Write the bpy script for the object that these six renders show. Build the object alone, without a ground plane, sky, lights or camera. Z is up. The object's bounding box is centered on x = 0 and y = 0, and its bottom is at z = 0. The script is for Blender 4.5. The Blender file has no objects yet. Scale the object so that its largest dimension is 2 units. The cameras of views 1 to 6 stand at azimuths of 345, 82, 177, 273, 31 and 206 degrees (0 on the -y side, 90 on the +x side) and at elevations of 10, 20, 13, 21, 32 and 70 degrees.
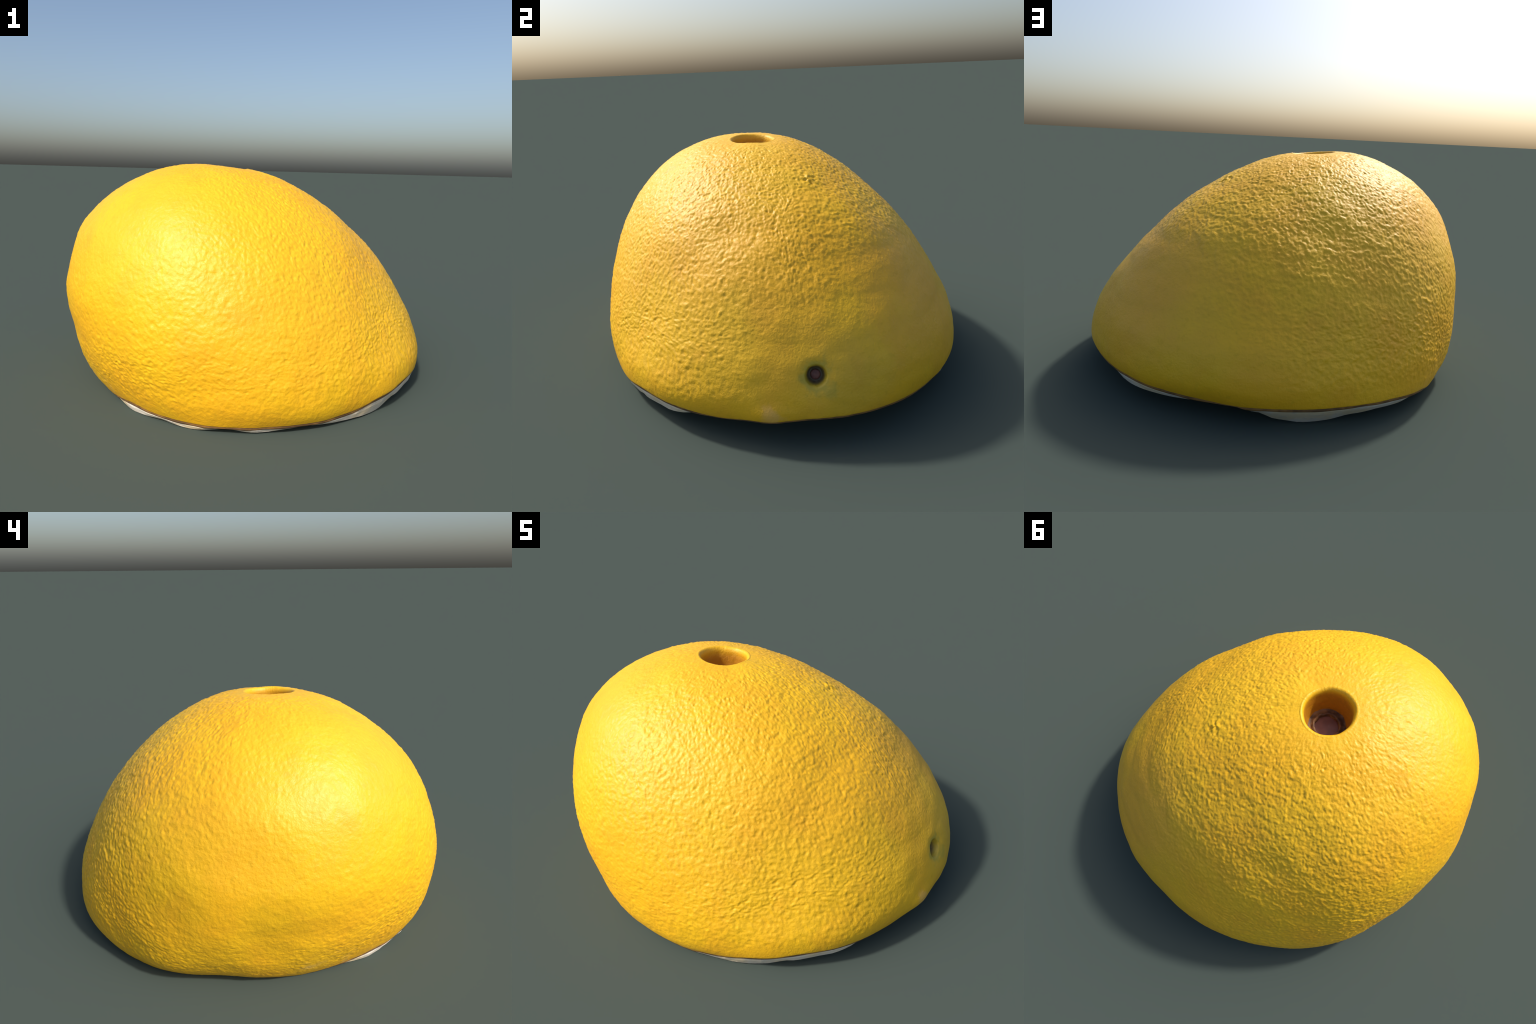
"""Yellow climbing hold: a lopsided dome of cast resin with an orange-peel skin,
a bolt hole on its crown, a small screw hole low on its long side and a pale
ragged backing that shows below the paint edge."""
import bpy
import numpy as np
from math import radians

rng = np.random.default_rng(11)

# ------------------------------------------------------------------ noise --
def hash3(ix, iy, iz, seed):
    h = (ix * 374761393 + iy * 668265263 + iz * 2147483647 + seed * 1274126177) & 0xFFFFFFFF
    h = ((h ^ (h >> 13)) * 1274126177) & 0xFFFFFFFF
    h = ((h ^ (h >> 16)) * 2246822519) & 0xFFFFFFFF
    return (h ^ (h >> 15)) & 0xFFFFFFFF


def noise3(p, seed=0):
    """Gradient noise of an (n, 3) array, about -1..1."""
    i = np.floor(p).astype(np.int64)
    f = p - i
    u = f * f * f * (f * (f * 6 - 15) + 10)
    out = np.zeros(len(p))
    for dx in (0, 1):
        for dy in (0, 1):
            for dz in (0, 1):
                h = hash3(i[:, 0] + dx, i[:, 1] + dy, i[:, 2] + dz, seed)
                g = np.stack([(h & 255), ((h >> 8) & 255), ((h >> 16) & 255)], -1) / 127.5 - 1
                d = ((f - (dx, dy, dz)) * g).sum(-1)
                w = ((u[:, 0] if dx else 1 - u[:, 0]) * (u[:, 1] if dy else 1 - u[:, 1])
                     * (u[:, 2] if dz else 1 - u[:, 2]))
                out += w * d
    return out * 1.3


def cells3(p, seed=0):
    """Distance to the nearest and second nearest feature point (Worley)."""
    i = np.floor(p).astype(np.int64)
    f1 = np.full(len(p), 9.0)
    f2 = np.full(len(p), 9.0)
    for dx in (-1, 0, 1):
        for dy in (-1, 0, 1):
            for dz in (-1, 0, 1):
                c = i + (dx, dy, dz)
                h = hash3(c[:, 0], c[:, 1], c[:, 2], seed)
                q = c + np.stack([(h & 1023), ((h >> 10) & 1023), ((h >> 20) & 1023)], -1) / 1023.0
                d = np.sqrt(((p - q) ** 2).sum(-1))
                f2 = np.minimum(f2, np.maximum(f1, d))
                f1 = np.minimum(f1, d)
    return f1, f2


def smooth(a, b, x):
    t = np.clip((x - a) / (b - a), 0, 1)
    return t * t * (3 - 2 * t)


def near(p, centre, radius, soft):
    d = np.sqrt(((p - np.array(centre)) ** 2).sum(-1))
    return 1 - smooth(radius - soft, radius + soft, d)


# ------------------------------------------------------- shape of the dome --
# The dome is drawn around a vertical axis through the bolt hole.  Every line is
# one cone of directions (its elevation in degrees), every value the distance
# from HEART to the skin at 24 azimuths, counted from +x towards +y.
HEART = np.array([-0.1825, -0.087, 0.42])
CONES = (
    (-42, (0.983, 0.971, 0.924, 0.856, 0.792, 0.771, 0.807, 0.864, 0.887, 0.855, 0.795, 0.752, 0.747, 0.758, 0.770, 0.801, 0.834, 0.864, 0.880, 0.870, 0.867, 0.875, 0.909, 0.957)),
    (-35, (1.039, 1.034, 0.993, 0.933, 0.873, 0.854, 0.885, 0.922, 0.926, 0.884, 0.825, 0.779, 0.769, 0.771, 0.774, 0.801, 0.833, 0.866, 0.886, 0.892, 0.910, 0.929, 0.963, 1.010)),
    (-28, (1.118, 1.124, 1.091, 1.042, 0.986, 0.969, 0.986, 0.992, 0.967, 0.916, 0.863, 0.810, 0.794, 0.783, 0.781, 0.800, 0.831, 0.868, 0.893, 0.921, 0.961, 0.998, 1.034, 1.076)),
    (-21, (1.183, 1.206, 1.179, 1.143, 1.086, 1.070, 1.058, 1.030, 0.982, 0.926, 0.891, 0.827, 0.798, 0.789, 0.788, 0.802, 0.832, 0.866, 0.901, 0.939, 0.981, 1.043, 1.088, 1.123)),
    (-14, (1.197, 1.240, 1.222, 1.197, 1.134, 1.097, 1.047, 0.998, 0.959, 0.905, 0.880, 0.834, 0.792, 0.794, 0.795, 0.806, 0.829, 0.851, 0.884, 0.913, 0.951, 1.012, 1.084, 1.135)),
    (-7, (1.133, 1.194, 1.190, 1.161, 1.098, 1.049, 0.989, 0.947, 0.919, 0.882, 0.858, 0.837, 0.797, 0.795, 0.802, 0.811, 0.830, 0.842, 0.858, 0.872, 0.901, 0.932, 1.004, 1.073)),
    (0, (1.051, 1.113, 1.119, 1.080, 1.022, 0.972, 0.928, 0.896, 0.882, 0.862, 0.844, 0.835, 0.812, 0.811, 0.812, 0.816, 0.828, 0.833, 0.834, 0.838, 0.852, 0.870, 0.928, 0.992)),
    (8, (0.971, 1.010, 1.029, 0.995, 0.949, 0.905, 0.872, 0.848, 0.847, 0.839, 0.835, 0.832, 0.821, 0.827, 0.826, 0.821, 0.823, 0.819, 0.812, 0.805, 0.808, 0.824, 0.866, 0.924)),
    (17, (0.894, 0.919, 0.942, 0.914, 0.880, 0.846, 0.819, 0.808, 0.816, 0.820, 0.823, 0.823, 0.820, 0.832, 0.829, 0.822, 0.817, 0.805, 0.793, 0.776, 0.774, 0.789, 0.816, 0.860)),
    (28, (0.820, 0.844, 0.858, 0.831, 0.814, 0.790, 0.766, 0.774, 0.786, 0.796, 0.806, 0.820, 0.831, 0.834, 0.835, 0.820, 0.810, 0.793, 0.769, 0.749, 0.747, 0.761, 0.776, 0.788)),
    (42, (0.757, 0.770, 0.771, 0.762, 0.752, 0.740, 0.741, 0.741, 0.760, 0.771, 0.784, 0.799, 0.807, 0.814, 0.817, 0.809, 0.796, 0.773, 0.745, 0.728, 0.724, 0.728, 0.735, 0.744)),
    (57, (0.717, 0.723, 0.726, 0.724, 0.721, 0.717, 0.720, 0.728, 0.736, 0.744, 0.753, 0.765, 0.772, 0.778, 0.780, 0.775, 0.762, 0.745, 0.727, 0.715, 0.709, 0.709, 0.710, 0.712)),
    (73, (0.702, 0.701, 0.702, 0.704, 0.706, 0.708, 0.711, 0.715, 0.721, 0.724, 0.730, 0.734, 0.736, 0.737, 0.736, 0.734, 0.729, 0.723, 0.716, 0.710, 0.705, 0.701, 0.702, 0.703)),
    (90, (0.696, 0.696, 0.696, 0.696, 0.696, 0.696, 0.696, 0.696, 0.696, 0.696, 0.696, 0.696, 0.696, 0.696, 0.696, 0.696, 0.696, 0.696, 0.696, 0.696, 0.696, 0.696, 0.696, 0.696)),
)
# world azimuth -> height of the paint edge / of the lower edge of the backing
PAINT_EDGE = ((0, .140), (16, .140), (31, .118), (45, .127), (58, .112), (75, .098), (90, .106), (105, .109),
              (120, .107), (133, .086), (142, .052), (151, .018), (165, .007), (180, .005), (195, .006),
              (204, .014), (212, .036), (219, .050), (232, .038), (247, .036), (262, .039), (275, .043),
              (285, .056), (297, .092), (310, .114), (322, .112), (333, .104), (345, .122))
BACK_EDGE = ((0, .120), (16, .118), (31, .085), (45, .072), (58, .070), (68, .078), (78, .088), (83, .062),
             (89, .016), (96, .002), (104, .006), (111, .030), (118, .050), (126, .046), (135, .054),
             (143, .034), (151, .012), (165, .002), (180, .000), (195, .000), (207, .008), (220, .000), (230, .008),
             (240, .000), (249, .018), (258, .004), (270, .018), (288, .008), (299, .000), (306, .040),
             (318, .055), (328, .085), (345, .104))
# how far the lower edge of the backing stands back from the paint edge
BACK_INSET = ((0, .030), (30, .030), (45, .018), (60, .022), (78, .012), (90, .070), (105, .074), (118, .035),
              (135, .026), (150, .006), (180, .004), (205, .004), (222, .012), (240, .010), (270, .012),
              (290, .018), (299, .040), (308, .022), (324, .010), (335, .022))

cone_elevation = np.array([radians(c[0]) for c in CONES])
cone_radius = np.array([c[1] for c in CONES])
LEVELS, SPOKES = cone_radius.shape


def catmull(t):
    return (-.5 * t + t * t - .5 * t ** 3, 1 - 2.5 * t * t + 1.5 * t ** 3,
            .5 * t + 2 * t * t - 1.5 * t ** 3, -.5 * t * t + .5 * t ** 3)


def reach(azimuth, elevation):
    a = (azimuth % (2 * np.pi)) / (2 * np.pi) * SPOKES
    a0 = np.floor(a).astype(int)
    e = np.interp(elevation, cone_elevation, np.arange(LEVELS))
    e0 = np.clip(np.floor(e).astype(int), 0, LEVELS - 2)
    out = np.zeros_like(a)
    for i, wa in enumerate(catmull(a - a0)):
        for j, we in enumerate(catmull(e - e0)):
            out += wa * we * cone_radius[np.clip(e0 + j - 1, 0, LEVELS - 1), (a0 + i - 1) % SPOKES]
    return out


def skin(azimuth, elevation):
    r = reach(azimuth, elevation)
    return HEART + np.stack([r * np.cos(elevation) * np.cos(azimuth),
                             r * np.cos(elevation) * np.sin(azimuth), r * np.sin(elevation)], -1)


def around(table, azimuth):
    """Periodic, eased look-up of a (degrees, value) table."""
    d = np.degrees(azimuth) % 360
    x = np.array([t[0] for t in table] + [360 + table[0][0]], float)
    y = np.array([t[1] for t in table] + [table[0][1]], float)
    k = np.clip(np.searchsorted(x, d, side="right") - 1, 0, len(x) - 2)
    t = (d - x[k]) / (x[k + 1] - x[k])
    t = t * t * (3 - 2 * t) * .6 + t * .4
    return y[k] * (1 - t) + y[k + 1] * t


# ---------------------------------------------------------------- the grid --
def warped(n, centre, width, boost, low, high, periodic=False):
    """n samples of [low, high], closer together near centre."""
    x = np.linspace(low, high, 6001)
    d = np.abs(x - centre)
    if periodic:
        d = np.minimum(d, (high - low) - d)
    dens = 1 + boost * np.exp(-(d / width) ** 2)
    c = np.concatenate([[0], np.cumsum((dens[1:] + dens[:-1]) / 2)])
    q = np.linspace(0, c[-1], n + 1)[:-1] if periodic else np.linspace(0, c[-1], n)
    return np.interp(q, c, x)


COLUMNS_, ROWS_ = 1150, 330
SCREW = np.array([0.943, 0.001, 0.306])            # mouth of the screw hole
screw_dir = SCREW - HEART
screw_az = np.arctan2(screw_dir[1], screw_dir[0]) % (2 * np.pi)
screw_el = np.arctan2(screw_dir[2], np.hypot(*screw_dir[:2]))

columns = warped(COLUMNS_, screw_az, 0.075, 2.2, 0, 2 * np.pi, True)

# where every column crosses the paint edge
scan_el = np.linspace(radians(-39), radians(10), 500)
AA, EE = np.meshgrid(columns, scan_el, indexing="ij")
P = skin(AA.ravel(), EE.ravel()).reshape(COLUMNS_, -1, 3)
edge_z = around(PAINT_EDGE, np.arctan2(P[..., 1], P[..., 0]))
over = P[..., 2] - edge_z > 0
first = np.argmax(over, axis=1)
edge_el = scan_el[first]
k = np.ones(9) / 9
edge_el = np.convolve(np.concatenate([edge_el[-4:], edge_el, edge_el[:4]]), k, "valid")

LIP = 0.130                                        # skin starts to roll into the bolt hole here
lip_el = np.arctan2(0.70, LIP)
rows = np.linspace(0, 1, ROWS_)
# density: more rows close to the level of the screw hole
mid = (lip_el - screw_el) / (lip_el - edge_el.mean())
rows = warped(ROWS_, mid, 0.05, 1.6, 0, 1)
EL = lip_el + (edge_el[:, None] - lip_el) * rows[None, :]
AZ = np.repeat(columns[:, None], ROWS_, 1)
base = skin(AZ.ravel(), EL.ravel())
shape = (COLUMNS_, ROWS_, 3)


def grid_normals(g):
    du = np.roll(g, -1, 0) - np.roll(g, 1, 0)
    dv = np.gradient(g, axis=1)
    n = np.cross(dv, du)
    n /= np.linalg.norm(n, axis=-1, keepdims=True) + 1e-12
    return n


nrm = grid_normals(base.reshape(shape)).reshape(-1, 3)
if (nrm * (base - HEART)).sum(-1).mean() < 0:
    nrm = -nrm

# ------------------------------------------------------- relief of the skin --
# where the cast is smooth: round the screw hole and low on the +x +y flank,
# and a hand-worn patch on the -x side
calm = np.maximum.reduce([near(base, (0.98, 0.02, 0.22), 0.42, 0.22),
                          near(base, (0.68, 0.52, 0.26), 0.50, 0.20),
                          near(base, (0.30, 0.85, 0.12), 0.34, 0.16),
                          0.72 * near(base, (-0.93, -0.06, 0.42), 0.45, 0.25),
                          0.65 * near(base, (-0.72, -0.42, 0.85), 0.45, 0.28),
                          0.45 * near(base, (-0.15, -0.90, 0.10), 0.45, 0.28)])
edge_fade = smooth(1.0, 0.93, np.tile(rows, COLUMNS_)) * .8 + .2
lip_fade = smooth(0.12, 0.26, np.hypot(base[:, 0] - HEART[0], base[:, 1] - HEART[1])) * .75 + .25
pebble = (1 - .93 * calm) * edge_fade * lip_fade

warp = np.stack([noise3(base * 14, 3), noise3(base * 14, 4), noise3(base * 14, 5)], -1) * 0.012
q = base + warp
grain = noise3(q * 46, 1) * 0.50 + noise3(q * 80, 2) * 0.42 + noise3(q * 130, 6) * .16
grain += 0.45 * (0.28 - np.abs(noise3(q * 50, 11)))      # creases between the grains
f1, f2 = cells3(q * 38, 7)
pits = smooth(0.42, 0.05, f1)                      # orange-peel pores
swell = noise3(base * 4.5, 8) * 0.0022 + noise3(base * 9, 9) * 0.0018
facets = noise3(base * (13, 13, 20), 10) * 0.0020   # broad trowel marks where the skin is calm
height = pebble * (grain * 0.0058 - pits * 0.0022) + swell + facets * (.35 + .65 * calm)

# a small star-shaped scar on the crown
scar = np.array([0.286, 0.118, 0.972])
ds = base - scar
rs = np.sqrt((ds ** 2).sum(-1))
ts = np.arctan2(ds[:, 1], ds[:, 0])
height += np.exp(-(rs / 0.040) ** 2) * (0.0065 * np.cos(4 * ts + .6 + 3 * noise3(base * 25, 15)) * np.minimum(rs / 0.02, 1)
                                        + 0.006 * noise3(base * 60, 16) + 0.002)
height -= 0.010 * np.exp(-((((ds - (0.034, 0.014, -0.014)) / (.016, .008, .010)) ** 2).sum(-1)))

# a pale drip of filler at the lower edge, below the screw hole
drip = np.array([0.965, -0.215, 0.150])
dd = (base - drip) / (0.06, 0.075, 0.045)
height += 0.013 * np.exp(-(dd ** 2).sum(-1))

pts = base + nrm * height[:, None]

# screw hole: rolled mouth, straight wall, rough floor
axis = nrm[np.argmin(((base - SCREW) ** 2).sum(-1))].copy()
axis = axis / np.linalg.norm(axis)
rel = pts - SCREW
along = rel @ axis
radial = np.linalg.norm(rel - along[:, None] * axis, axis=1)
close = np.abs(along) < 0.12
bore = 0.037 * (1 + 0.06 * noise3(base * 40, 21))
sink = smooth(1.30, 0.72, radial / bore) * 0.052 + smooth(2.3, 1.0, radial / bore) * 0.006
pts = pts - axis * (sink * close)[:, None]

grid = pts.reshape(shape)

# bolt hole: the lip rolls over and a tapered wall runs straight down
lip = grid[:, 0]
ang = np.arctan2(lip[:, 1] - HEART[1], lip[:, 0] - HEART[0])
wobble = 1 + 0.012 * np.sin(ang * 2 + .7) + 0.008 * np.sin(ang * 5 + 2) + 0.006 * np.sin(ang * 9)
wall = []
roll = np.linspace(0, np.pi / 2, 12)[1:]
bore_r = 0.108 * wobble
for t in roll:
    f = np.sin(t)
    r = LIP + (bore_r - LIP) * f
    c = lip.copy()
    c[:, 0] = HEART[0] + np.cos(ang) * r
    c[:, 1] = HEART[1] + np.sin(ang) * r
    c[:, 2] = lip[:, 2] + 0.004 * np.sin(2 * t) - 0.030 * (1 - np.cos(t))
    wall.append(c)
seat_z = 0.965
for t in np.linspace(0, 1, 24)[1:]:
    c = wall[len(roll) - 1].copy()
    r = bore_r + (0.088 - bore_r) * t ** 1.4 + 0.0025 * noise3(np.stack([np.cos(ang) * 3, np.sin(ang) * 3, t * 3 + ang * 0], -1), 30)
    c[:, 0] = HEART[0] + np.cos(ang) * r
    c[:, 1] = HEART[1] + np.sin(ang) * r
    c[:, 2] = c[:, 2] + (seat_z - c[:, 2]) * t
    wall.append(c)
wall = np.array(wall[::-1]).transpose(1, 0, 2)     # from the seat up to the lip
# paint edge: the skin rolls under by a few millimetres
last = grid[:, -1]
inward = -np.stack([last[:, 0], last[:, 1]], -1)
inward /= np.linalg.norm(inward, axis=1, keepdims=True)
under = []
for t in np.linspace(0, 1, 5)[1:]:
    c = last.copy()
    c[:, :2] += inward * (0.010 * t * t + .002 * t)
    c[:, 2] -= 0.007 * t * (1.6 - .6 * t)
    under.append(c)
under = np.array(under).transpose(1, 0, 2)
full = np.concatenate([wall, grid, under], 1)
full[..., 2] = np.maximum(full[..., 2], 0.0035)


# ------------------------------------------------------------------ meshes --
def mesh_object(name, verts, faces, material, parent, smooth_shade=True):
    me = bpy.data.meshes.new(name)
    verts = np.asarray(verts, np.float32)
    faces = np.asarray(faces, np.int32)
    me.vertices.add(len(verts))
    me.vertices.foreach_set("co", verts.ravel())
    n = faces.shape[1]
    me.loops.add(faces.size)
    me.loops.foreach_set("vertex_index", faces.ravel())
    me.polygons.add(len(faces))
    me.polygons.foreach_set("loop_start", np.arange(0, faces.size, n, dtype=np.int32))
    me.polygons.foreach_set("use_smooth", np.full(len(faces), smooth_shade))
    me.update(calc_edges=True)
    me.validate()
    me.materials.append(material)
    ob = bpy.data.objects.new(name, me)
    bpy.context.scene.collection.objects.link(ob)
    ob.parent = parent
    return ob


def tube_faces(n, m, flip=False):
    """Quads of a closed band: n columns round, m rows."""
    i, j = np.meshgrid(np.arange(n), np.arange(m - 1), indexing="ij")
    a = i * m + j
    b = ((i + 1) % n) * m + j
    f = np.stack([a, a + 1, b + 1, b], -1).reshape(-1, 4)
    return f[:, ::-1] if flip else f


def ring_mesh(profile, centre, segments, jitter=0.0, seed=0):
    """Lathe of (radius, z) pairs round a vertical axis; the last pair may be a pole."""
    a = np.linspace(0, 2 * np.pi, segments, endpoint=False)
    m = len(profile)
    v = np.zeros((segments, m, 3))
    for j, (r, z) in enumerate(profile):
        v[:, j] = np.stack([np.cos(a) * r, np.sin(a) * r, np.full(segments, z)], -1)
    v = v.reshape(-1, 3)
    if jitter:
        v = v + np.stack([noise3(v * 45, seed + s) for s in range(3)], -1) * jitter
    return v + np.array(centre), tube_faces(segments, m)


# --------------------------------------------------------------- materials --
def new_material(name):
    mat = bpy.data.materials.new(name)
    mat.use_nodes = True
    nt = mat.node_tree
    bsdf = nt.nodes["Principled BSDF"]
    return mat, nt, bsdf


def node(nt, kind, **props):
    n = nt.nodes.new(kind)
    for key, value in props.items():
        setattr(n, key, value)
    return n


def noise_node(nt, coord, scale, detail=3.0, rough=0.55):
    n = node(nt, "ShaderNodeTexNoise")
    n.inputs["Scale"].default_value = scale
    n.inputs["Detail"].default_value = detail
    n.inputs["Roughness"].default_value = rough
    nt.links.new(coord, n.inputs["Vector"])
    return n.outputs["Fac"]


def ramp(nt, fac, low, high, a=0.0, b=1.0):
    n = node(nt, "ShaderNodeMapRange", interpolation_type="SMOOTHSTEP")
    n.inputs["From Min"].default_value = low
    n.inputs["From Max"].default_value = high
    n.inputs["To Min"].default_value = a
    n.inputs["To Max"].default_value = b
    nt.links.new(fac, n.inputs["Value"])
    return n.outputs["Result"]


def mix(nt, fac, a, b):
    n = node(nt, "ShaderNodeMix", data_type="RGBA")
    for sock, val in ((n.inputs[6], a), (n.inputs[7], b)):
        if isinstance(val, tuple):
            sock.default_value = (*val, 1)
        else:
            nt.links.new(val, sock)
    if isinstance(fac, float):
        n.inputs[0].default_value = fac
    else:
        nt.links.new(fac, n.inputs[0])
    return n.outputs[2]


def multiply(nt, a, b):
    n = node(nt, "ShaderNodeMath", operation="MULTIPLY")
    for sock, val in ((n.inputs[0], a), (n.inputs[1], b)):
        if isinstance(val, float):
            sock.default_value = val
        else:
            nt.links.new(val, sock)
    return n.outputs[0]


def spot(nt, coord, centre, inner, outer, wobble=None):
    """1 inside `inner` metres of a point, 0 beyond `outer`."""
    d = node(nt, "ShaderNodeVectorMath", operation="DISTANCE")
    nt.links.new(coord, d.inputs[0])
    d.inputs[1].default_value = centre
    out = d.outputs["Value"]
    if wobble is not None:
        add = node(nt, "ShaderNodeMath", operation="ADD")
        nt.links.new(out, add.inputs[0])
        nt.links.new(wobble, add.inputs[1])
        out = add.outputs[0]
    return ramp(nt, out, inner, outer, 1.0, 0.0)


def bump(nt, bsdf, height, strength, distance):
    b = node(nt, "ShaderNodeBump")
    b.inputs["Strength"].default_value = strength
    b.inputs["Distance"].default_value = distance
    nt.links.new(height, b.inputs["Height"])
    nt.links.new(b.outputs["Normal"], bsdf.inputs["Normal"])


def shell_material():
    mat, nt, bsdf = new_material("yellow_resin")
    co = node(nt, "ShaderNodeTexCoord").outputs["Object"]
    broad = noise_node(nt, co, 2.2, 2.0)
    patch = noise_node(nt, co, 6.5, 3.0)
    fine = noise_node(nt, co, 38.0, 3.0)
    wob = ramp(nt, noise_node(nt, co, 9.0, 3.0), 0.3, 0.7, -0.05, 0.05)
    col = mix(nt, ramp(nt, broad, 0.35, 0.65), (0.90, 0.468, 0.009), (0.89, 0.508, 0.009))  # green lowered so the unlit sides look browner; sunlit side turns oranger
    col = mix(nt, ramp(nt, patch, 0.50, 0.70, 0.0, 0.30), col, (0.82, 0.38, 0.012))
    col = mix(nt, ramp(nt, fine, 0.52, 0.72, 0.0, 0.35), col, (0.70, 0.40, 0.006))
    # olive patch round the screw hole, browned to follow the calm flank's shade
    green = spot(nt, co, (0.93, 0.12, 0.24), 0.04, 0.34, wob)
    col = mix(nt, multiply(nt, green, 0.32), col, (0.52, 0.34, 0.040))
    halo = spot(nt, co, tuple(SCREW), 0.030, 0.105, wob)
    col = mix(nt, multiply(nt, halo, 0.60), col, (0.36, 0.33, 0.040))
    # brown tint painted over the ridge and flank where they lie in shade
    shade_tint = spot(nt, co, (0.55, 0.55, 0.52), 0.08, 0.52, wob)
    col = mix(nt, multiply(nt, shade_tint, 0.45), col, (0.78, 0.385, 0.040))
    # dark bore of the screw hole, bolt hole wall painted darker for its inner shadow
    bore_s = spot(nt, co, tuple(SCREW - axis * 0.050), 0.030, 0.052)
    col = mix(nt, multiply(nt, bore_s, 0.9), col, (0.10, 0.075, 0.055))
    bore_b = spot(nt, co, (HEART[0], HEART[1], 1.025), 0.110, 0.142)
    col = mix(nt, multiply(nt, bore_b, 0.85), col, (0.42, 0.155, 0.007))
    # pale filler showing through at the drip and a smear on the -x side
    pale = spot(nt, co, tuple(drip + np.array((0.01, 0.02, -0.03))), 0.01, 0.06, wob)
    col = mix(nt, multiply(nt, pale, 0.55), col, (0.86, 0.48, 0.13))
    smear = multiply(nt, spot(nt, co, (-0.83, -0.36, 0.06), 0.03, 0.16, wob), ramp(nt, patch, .45, .6))
    col = mix(nt, multiply(nt, smear, 0.45), col, (0.70, 0.58, 0.34))
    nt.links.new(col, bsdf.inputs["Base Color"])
    nt.links.new(ramp(nt, fine, 0.3, 0.7, 0.44, 0.54), bsdf.inputs["Roughness"])
    bsdf.inputs["Specular IOR Level"].default_value = 0.5
    bump(nt, bsdf, noise_node(nt, co, 105.0, 3.0, 0.6), 0.55, 0.0035)
    return mat


def backing_material():
    mat, nt, bsdf = new_material("bare_resin")
    co = node(nt, "ShaderNodeTexCoord").outputs["Object"]
    a = noise_node(nt, co, 7.0, 4.0)
    b = noise_node(nt, co, 40.0, 4.0)
    col = mix(nt, ramp(nt, a, 0.45, 0.65), (0.72, 0.66, 0.56), (0.76, 0.62, 0.40))
    col = mix(nt, ramp(nt, b, 0.5, 0.72, 0.0, 0.5), col, (0.55, 0.50, 0.43))
    nt.links.new(col, bsdf.inputs["Base Color"])
    bsdf.inputs["Roughness"].default_value = 0.7
    bump(nt, bsdf, b, 0.5, 0.004)
    return mat


def plain_material(name, low, high, scale, rough, metal=0.0):
    mat, nt, bsdf = new_material(name)
    co = node(nt, "ShaderNodeTexCoord").outputs["Object"]
    n = noise_node(nt, co, scale, 4.0)
    nt.links.new(mix(nt, ramp(nt, n, 0.38, 0.62), low, high), bsdf.inputs["Base Color"])
    bsdf.inputs["Roughness"].default_value = rough
    bsdf.inputs["Metallic"].default_value = metal
    bump(nt, bsdf, n, 0.4, 0.003)
    return mat


# ---------------------------------------------------------------- assembly --
hold = bpy.data.objects.new("climbing_hold", None)
bpy.context.scene.collection.objects.link(hold)
hold["label"] = "yellow domed climbing hold with orange-peel skin and bolt hole"
hold["category"] = "climbing hold"

n, m = full.shape[:2]
f = tube_faces(n, m)
# outward test on one quad of the outer skin
c0 = full[0, m // 2], full[0, m // 2 + 1], full[1, m // 2 + 1]
flip = np.dot(np.cross(c0[1] - c0[0], c0[2] - c0[0]), c0[0] - HEART) < 0
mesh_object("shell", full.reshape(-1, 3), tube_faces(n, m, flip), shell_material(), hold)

# seam: thin dark line between skin and backing
ring = full[:, -1]
step = 5
ring = ring[::step]
az_r = np.arctan2(ring[:, 1], ring[:, 0])
out = np.stack([np.cos(az_r), np.sin(az_r)], -1)
rho = np.hypot(ring[:, 0], ring[:, 1])
low_z = np.minimum(around(BACK_EDGE, az_r), ring[:, 2] - 0.003)
drop = ring[:, 2] - low_z
inset = around(BACK_INSET, az_r)


def at(r, z):
    return np.stack([out[:, 0] * r, out[:, 1] * r, np.maximum(z, 0.0)], -1)


jag = noise3(np.stack([out[:, 0] * 9, out[:, 1] * 9, 0 * az_r], -1), 40)
jag2 = noise3(np.stack([out[:, 0] * 16, out[:, 1] * 16, 0 * az_r], -1), 41)
seam_h = np.minimum(0.012 + 0.005 * jag, drop * .6)
seam = np.stack([at(rho + 0.007, ring[:, 2] + 0.004), at(rho + 0.007, ring[:, 2] - seam_h * .4),
                 at(rho + 0.004, ring[:, 2] - seam_h), at(rho - 0.012, ring[:, 2] - seam_h)], 1)
mesh_object("seam", seam.reshape(-1, 3), tube_faces(len(ring), 4, flip),
            plain_material("dark_brown_line", (0.16, 0.085, 0.035), (0.34, 0.17, 0.05), 14.0, 0.6), hold)

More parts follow.
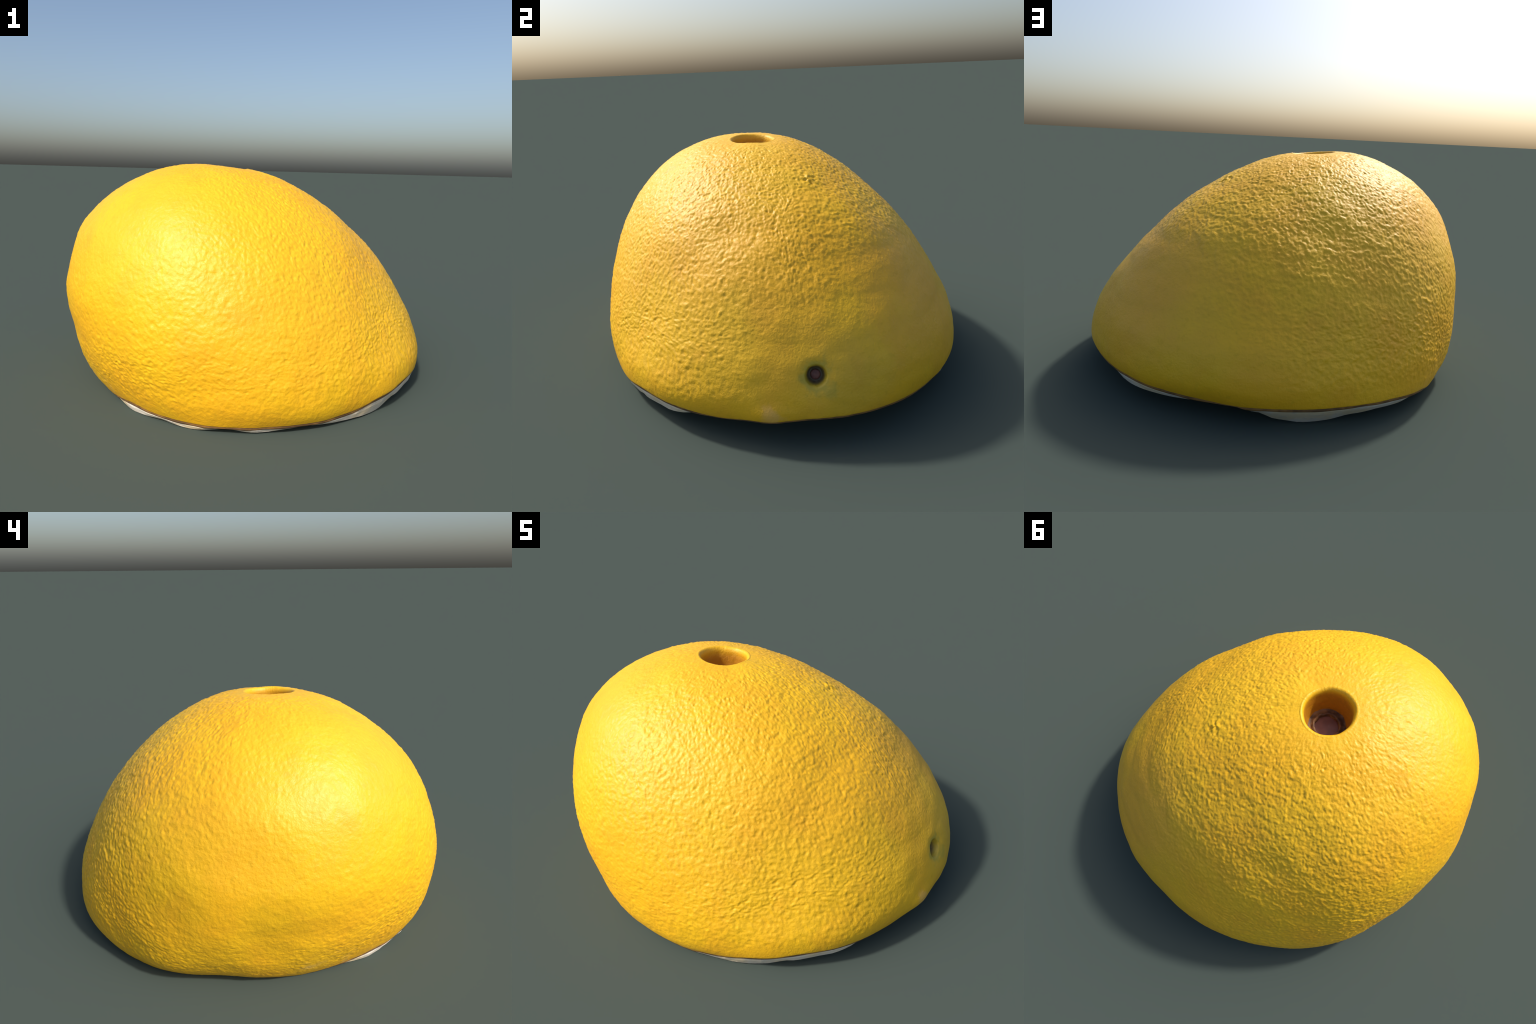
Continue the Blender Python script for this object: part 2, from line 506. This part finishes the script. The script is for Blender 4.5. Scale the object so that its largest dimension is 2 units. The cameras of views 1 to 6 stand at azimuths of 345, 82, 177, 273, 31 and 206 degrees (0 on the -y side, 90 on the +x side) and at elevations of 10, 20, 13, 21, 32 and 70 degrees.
# backing: ragged pale flange, then the underside
t_rows = (0.0, 0.16, 0.36, 0.58, 0.80, 1.0)
band = []
for t in t_rows:
    z = ring[:, 2] - seam_h * .8 + (low_z - (ring[:, 2] - seam_h * .8)) * t
    r = rho + 0.006 * np.sin(np.minimum(t * 3, 1) * np.pi / 2) * np.minimum(drop / 0.03, 1) - inset * t
    r = r + 0.006 * np.sin(t * np.pi) * jag2 * np.minimum(drop / 0.02, 1)
    r = r + 0.005 * t * jag
    band.append(at(r, z + (0.003 * jag2 if 0 < t < 1 else 0)))
r_low = np.hypot(band[-1][:, 0], band[-1][:, 1])
for s, lift in ((0.985, 0.004), (0.93, 0.010), (0.80, 0.018), (0.6, 0.022), (0.35, 0.024), (0.12, 0.024), (0.0, 0.024)):
    zz = low_z + (0.03 - low_z) * (1 - s) ** .8 + lift
    band.append(at(r_low * s, zz + 0.002 * jag2 * s))
band = np.stack(band, 1)
mesh_object("backing", band.reshape(-1, 3), tube_faces(len(ring), band.shape[1], flip), backing_material(), hold, False)

# bolt seat: ragged ledge at the bottom of the bolt hole, with the threaded socket in it
brown = plain_material("dark_brown_seat", (0.10, 0.050, 0.025), (0.27, 0.14, 0.055), 26.0, 0.65)
v, fc = ring_mesh(((0.097, 0.975), (0.090, 0.966), (0.080, 0.962), (0.068, 0.966), (0.064, 0.972), (0.060, 0.972),
                   (0.056, 0.968), (0.055, 0.955), (0.055, 0.935)), (HEART[0], HEART[1], 0), 96, 0.006, 50)
mesh_object("bolt_seat", v, fc[:, ::-1], brown, hold)
v, fc = ring_mesh(((0.062, 0.950), (0.05, 0.951), (0.03, 0.953), (0.01, 0.954), (0.0, 0.954)), (HEART[0], HEART[1], 0), 64, 0.002, 60)
mesh_object("bolt_plug", v, fc[:, ::-1],
            plain_material("reddish_plug", (0.17, 0.060, 0.042), (0.22, 0.080, 0.055), 18.0, 0.45), hold)

# screw head at the bottom of the screw hole
bpy.context.view_layer.update()
up = np.array((0, 0, 1.0))
e1 = np.cross(up, axis); e1 /= np.linalg.norm(e1)
e2 = np.cross(axis, e1)
a = np.linspace(0, 2 * np.pi, 48, endpoint=False)
prof = ((0.0215, -0.012), (0.0215, 0.000), (0.0195, 0.0035), (0.012, 0.0045), (0.0, 0.0050))
floor_c = SCREW - axis * 0.050
v = np.zeros((48, len(prof), 3))
for j, (r, h) in enumerate(prof):
    v[:, j] = floor_c + np.cos(a)[:, None] * r * e1 + np.sin(a)[:, None] * r * e2 + h * axis
mesh_object("screw_head", v.reshape(-1, 3), tube_faces(48, len(prof), True),
            plain_material("rusty_steel", (0.16, 0.055, 0.045), (0.22, 0.085, 0.065), 60.0, 0.5), hold)
